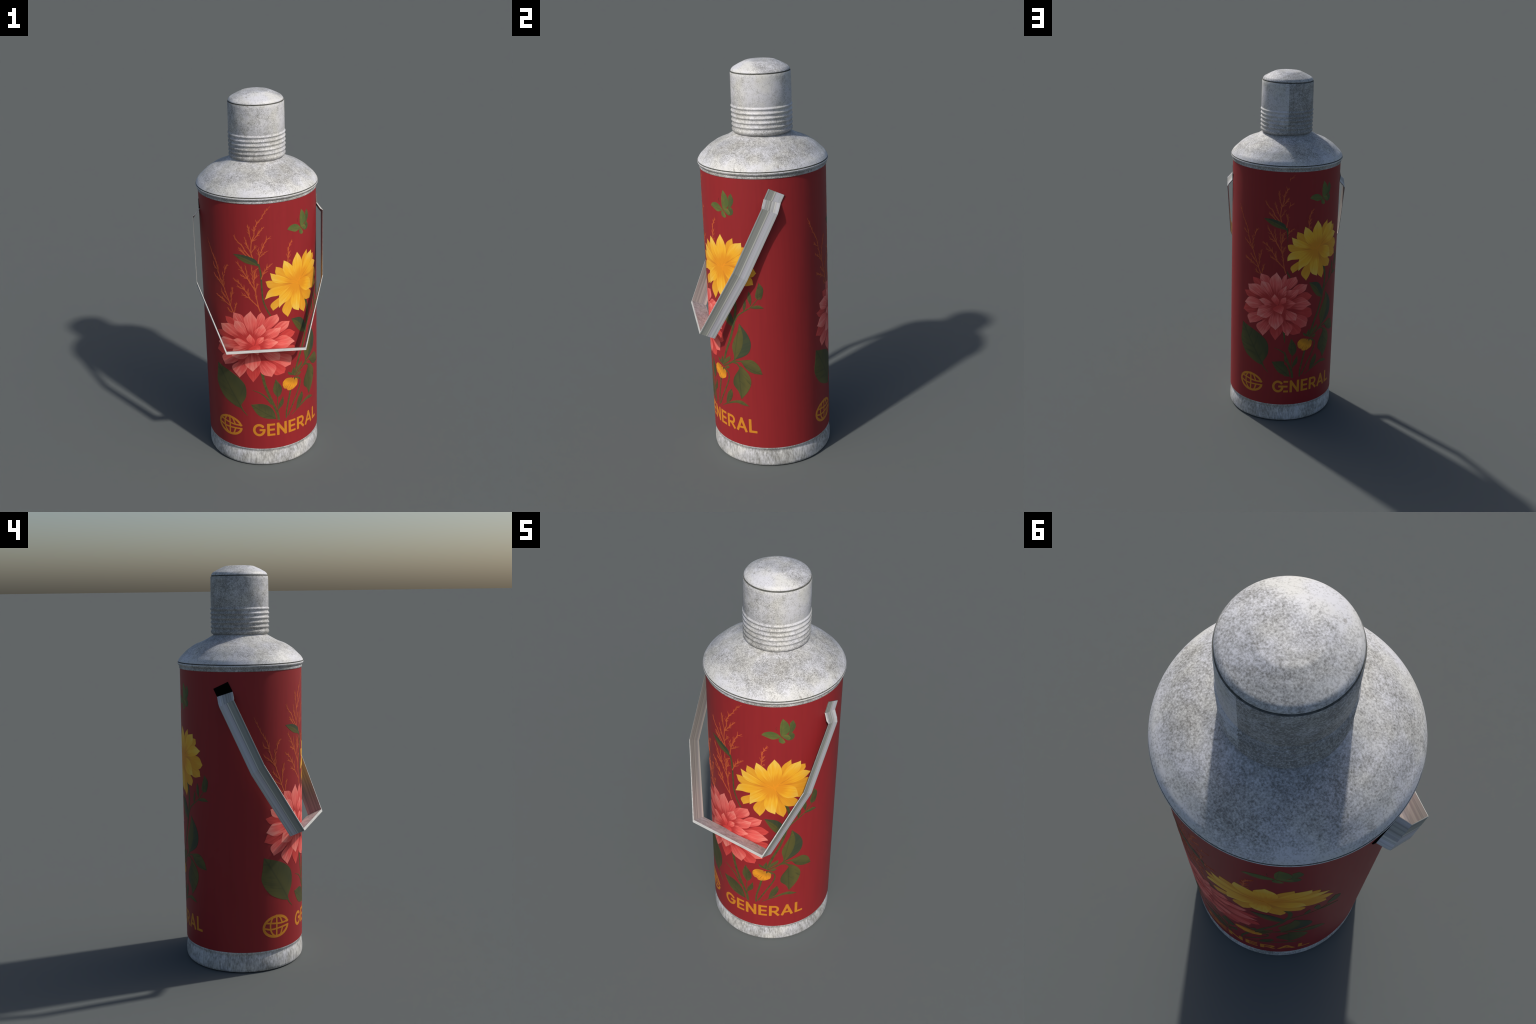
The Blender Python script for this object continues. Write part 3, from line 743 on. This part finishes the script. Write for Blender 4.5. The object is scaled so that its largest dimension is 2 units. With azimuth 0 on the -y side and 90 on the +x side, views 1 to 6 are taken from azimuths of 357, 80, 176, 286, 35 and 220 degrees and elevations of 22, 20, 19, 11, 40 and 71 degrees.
def wrap_mesh(name, grids, rear):
    """Grids of flat points (with a layer number each) -> mesh on the cylinder, in world space.
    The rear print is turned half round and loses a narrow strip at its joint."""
    bm = bmesh.new()
    for rows, layer in grids:
        h = LIFT + STEP * layer
        vs = [[bm.verts.new((p.x, p.y, h)) for p in row] for row in rows]
        faces = []
        for a, b in zip(vs, vs[1:]):
            for k in range(len(a) - 1):
                faces.append(bm.faces.new((a[k], a[k + 1], b[k + 1], b[k])))
        # skirt: the print has an edge that reaches the enamel
        rim = vs[0] + [r[-1] for r in vs[1:-1]] + vs[-1][::-1] + [r[0] for r in vs[-2:0:-1]]
        top = [bm.verts.new(v.co) for v in rim]
        low = [bm.verts.new((v.co.x, v.co.y, -0.0004)) for v in rim]
        for i in range(len(rim)):
            j = (i + 1) % len(rim)
            faces.append(bm.faces.new((top[i], top[j], low[j], low[i])))
    if rear:
        c = math.radians(CUT) * BODY_R
        for x in (-c, c):
            bmesh.ops.bisect_plane(bm, geom=bm.verts[:] + bm.edges[:] + bm.faces[:], plane_co=(x, 0, 0), plane_no=(1, 0, 0), dist=1e-7)
        gone = [f for f in bm.faces if abs(f.calc_center_median().x) < c - 1e-6]
        bmesh.ops.delete(bm, geom=gone, context="FACES")
        for v in bm.verts:
            v.co.x += -c if v.co.x > 0 else c
    for v in bm.verts:
        a = v.co.x / BODY_R + (math.pi if rear else 0.0)
        r = BODY_R + v.co.z
        v.co = Vector((AXIS.x + r * math.sin(a), AXIS.y - r * math.cos(a), v.co.y))
    for f in bm.faces:
        f.smooth = True
        f.normal_update()
        m = f.calc_center_median()
        if f.normal.dot(Vector((m.x - AXIS.x, m.y - AXIS.y, 0))) < 0 and abs(f.normal.dot(Vector((m.x - AXIS.x, m.y - AXIS.y, 0)).normalized())) > 0.5:
            f.normal_flip()
    bmesh.ops.dissolve_degenerate(bm, dist=1e-7, edges=bm.edges)
    me = bpy.data.meshes.new(name)
    bm.to_mesh(me)
    bm.free()
    return me


def frame(B, T, rear):
    """Local frame of a print piece: origin at its base, x towards its tip, z out; scale = length."""
    def place(p):
        az = p[0]
        if rear:
            az = 180 + az - math.copysign(min(CUT, abs(az)), az)
        a = math.radians(az)
        return Vector((AXIS.x + BODY_R * math.sin(a), AXIS.y - BODY_R * math.cos(a), p[1])), Vector((math.sin(a), -math.cos(a), 0))
    b, nb = place(B)
    t, _ = place(T)
    x = t - b
    x -= nb * x.dot(nb)
    L = (flat(T) - flat(B)).length
    x.normalize()
    y = nb.cross(x)
    m = Matrix.Identity(4)
    for i in range(3):
        m[i][0], m[i][1], m[i][2], m[i][3] = x[i] * L, y[i] * L, nb[i] * L, b[i]
    return m


def piece(name, grids, B, T, parent, mat, rear):
    me = wrap_mesh(name, grids, rear)
    M = frame(B, T, rear)
    me.transform(M.inverted())
    return add(name, me, parent, [mat], M)


def blob(cx, cz, rx, rz, layer, n=40):
    """An elliptical patch as a grid."""
    l, r = [], []
    for i in range(n):
        a = math.pi * i / (n - 1)
        z = cz - rz * math.cos(a)
        w = rx * max(math.sin(a), 0.02)
        l.append(flat((cx - w, z)))
        r.append(flat((cx + w, z)))
    return grid_between(l, r, 16), layer


def barbs(pts, rows):
    """Short spikelets along the outer part of a grass stalk."""
    P = [flat(p) for p in pts]
    c = curve_through(P, 24) if len(P) > 2 else [P[0].lerp(P[1], i / 23) for i in range(24)]
    length = sum((b - a).length for a, b in zip(c, c[1:]))
    if length < 0.030:
        return
    k = 0
    s = 0.0
    for i in range(1, 22):
        s += (c[i] - c[i - 1]).length
        if i < 6 or s < 0.0075:
            continue
        s = 0.0
        t = (c[i + 1] - c[i - 1]).normalized()
        k += 1
        for sgn in ((1,) if k % 2 else (-1,)) if random.random() < 0.75 else (1, -1):
            ang = sgn * random.uniform(0.28, 0.60)
            d = Vector((t.x * math.cos(ang) - t.y * math.sin(ang), t.x * math.sin(ang) + t.y * math.cos(ang)))
            ln = random.uniform(0.009, 0.021)
            rows.append(ribbon_grid([c[i], c[i] + d * ln * 0.5, c[i] + d * ln], 0.0040, 0.0006, True, 0.003))


# letters as pen strokes: (width, points) in (azimuth, height)
ZB, ZM, ZT = 0.1920, 0.2235, 0.2548


def arc(cx, cz, rx, rz, a0, a1, n=22):
    return [(cx + rx * math.cos(math.radians(a0 + (a1 - a0) * i / n)), cz + rz * math.sin(math.radians(a0 + (a1 - a0) * i / n))) for i in range(n + 1)]


LETTERS = {
    "G": [(0.0140, arc(-8.55, 0.2238, 5.05, 0.0312, 42, 356)), (0.0125, [(-3.3, 0.2240), (-7.0, 0.2240)])],
    "E": [(0.0145, [(0.9, 0.1925), (0.9, 0.2545)]), (0.0120, [(1.2, ZT), (6.6, ZT)]), (0.0120, [(1.2, ZM), (6.2, ZM)]), (0.0120, [(1.2, ZB), (6.7, ZB)])],
    "N": [(0.0140, [(10.9, 0.1920), (10.9, 0.2550)]), (0.0140, [(11.1, 0.2535), (18.7, 0.1930)]), (0.0140, [(18.9, 0.1920), (18.9, 0.2550)])],
    "E2": [(0.0140, [(23.6, 0.1925), (23.6, 0.2545)]), (0.0120, [(23.9, ZT), (29.4, ZT)]), (0.0120, [(23.9, ZM), (29.0, ZM)]), (0.0120, [(23.9, ZB), (29.5, ZB)])],
    "R": [(0.0140, [(33.8, 0.1925), (33.8, 0.2545)]), (0.0125, [(34.0, ZT)] + arc(38.0, 0.2365, 2.9, 0.0182, 90, -90, 12) + [(34.2, 0.2183)]), (0.0130, [(37.6, 0.2170), (41.2, 0.1920)])],
    "A": [(0.0135, [(49.8, 0.2560), (45.3, 0.1920)]), (0.0135, [(49.9, 0.2560), (54.4, 0.1910)]), (0.0110, [(46.9, 0.2085), (52.8, 0.2085)])],
    "L": [(0.0140, [(58.9, 0.1940), (58.9, 0.2560)]), (0.0125, [(59.2, 0.1935), (64.6, 0.1935)])],
}


def print_pattern(rear):
    # grass sprigs behind everything
    rows = []
    for kind, w0, w1, pts in SPRIGS:
        rows.append(ribbon_grid([flat(p) for p in pts], w0 * 1.25, w1 * 1.3))
        barbs(pts, rows)
    ob = piece("grass_sprigs", [(g, i * 0.06) for i, g in enumerate(rows)], (-20, 1.0), (-20, 2.0), root, SPRIG_PAINT, rear)
    ob["kind"] = "stuff"
    # stems
    for i, (kind, w0, w1, pts) in enumerate(STEMS):
        g = ribbon_grid([flat(p) for p in pts], w0 * 1.12, w1 * 1.12)
        m = FEELER if w0 < 0.0018 else STEM_PAINT
        piece("feeler" if m is FEELER else "stem", [(g, 9 + i * 0.4)], pts[0], pts[-1], root, m, rear)
    # leaves
    for i, (kind, B, T, l, r) in enumerate(LEAVES):
        piece("leaf", [(petal_grid(B, T, l, r), 15 + i % 8)], B, T, root, LEAVES_PAINT[kind], rear)
    # bud
    bud = piece("flower_bud", [blob(31.0, 0.5, 4.0, 0.014, 23)], (31, 0.52), (27, 0.46), root, LEAVES_PAINT["leaf"], rear)
    bpy.context.view_layer.update()
    for i, (kind, B, T, l, r) in enumerate(BUD):
        piece("petal", [(petal_grid(B, T, l, r), 24 + i)], B, T, bud, PETALS[kind], rear)
    # butterfly
    fly = None
    for i, (kind, B, T, l, r) in enumerate(BUTTERFLY):
        k = "wing_dark" if kind == "half" else kind
        ob = piece("butterfly" if fly is None else "wing", [(petal_grid(B, T, l, r), 4 + i)], B, T, fly or root, LEAVES_PAINT[k], rear)
        if fly is None:
            fly = ob
            bpy.context.view_layer.update()
    # yellow flower
    core = piece("yellow_flower", [blob(36.0, 1.045, 15.0, 0.055, 15)], (36, 1.03), (36, 1.09), root, AMBER_CORE, rear)
    bpy.context.view_layer.update()
    for i, (kind, B, T, l, r) in enumerate(YELLOW_PETALS):
        piece("petal", [(petal_grid(B, T, l, r), 16 + i)], B, T, core, PETALS[kind], rear)
    # pink flower
    core = piece("pink_flower", [blob(-11.5, 0.722, 27.0, 0.115, 15)], (-11.5, 0.70), (-11.5, 0.80), root, CORE_PAINT, rear)
    bpy.context.view_layer.update()
    for i, (kind, B, T, l, r) in enumerate(PINK_PETALS):
        piece("petal", [(petal_grid(B, T, l, r), 16 + i)], B, T, core, PETALS[kind], rear)
    # lettering
    for key, strokes in LETTERS.items():
        grids = [(ribbon_grid([flat(p) for p in pts], w, w, True if len(pts) > 15 else "square"), i * 1.0) for i, (w, pts) in enumerate(strokes)]
        a = strokes[0][1][0]
        piece("letter", grids, (a[0], 0.20), (a[0], 0.30), root, GOLD_PAINT, rear)
    # globe emblem: open ring plus meridians and parallels
    ring = arc(-40.75, 0.2270, 13.6, 0.0525, 9.5, 355, 40)
    grids = [(ribbon_grid([flat(p) for p in ring], 0.0130, 0.0130, False), 0.0)]
    for i, (kind, w0, w1, pts) in enumerate(GLOBE_LINES):
        grids.append((ribbon_grid([flat(p) for p in pts], 0.0085, 0.0085), 1.0 + i))
    piece("globe_emblem", grids, (-40.75, 0.17), (-40.75, 0.28), root, GOLD_PAINT, rear)


for rear in (False, True):
    print_pattern(rear)
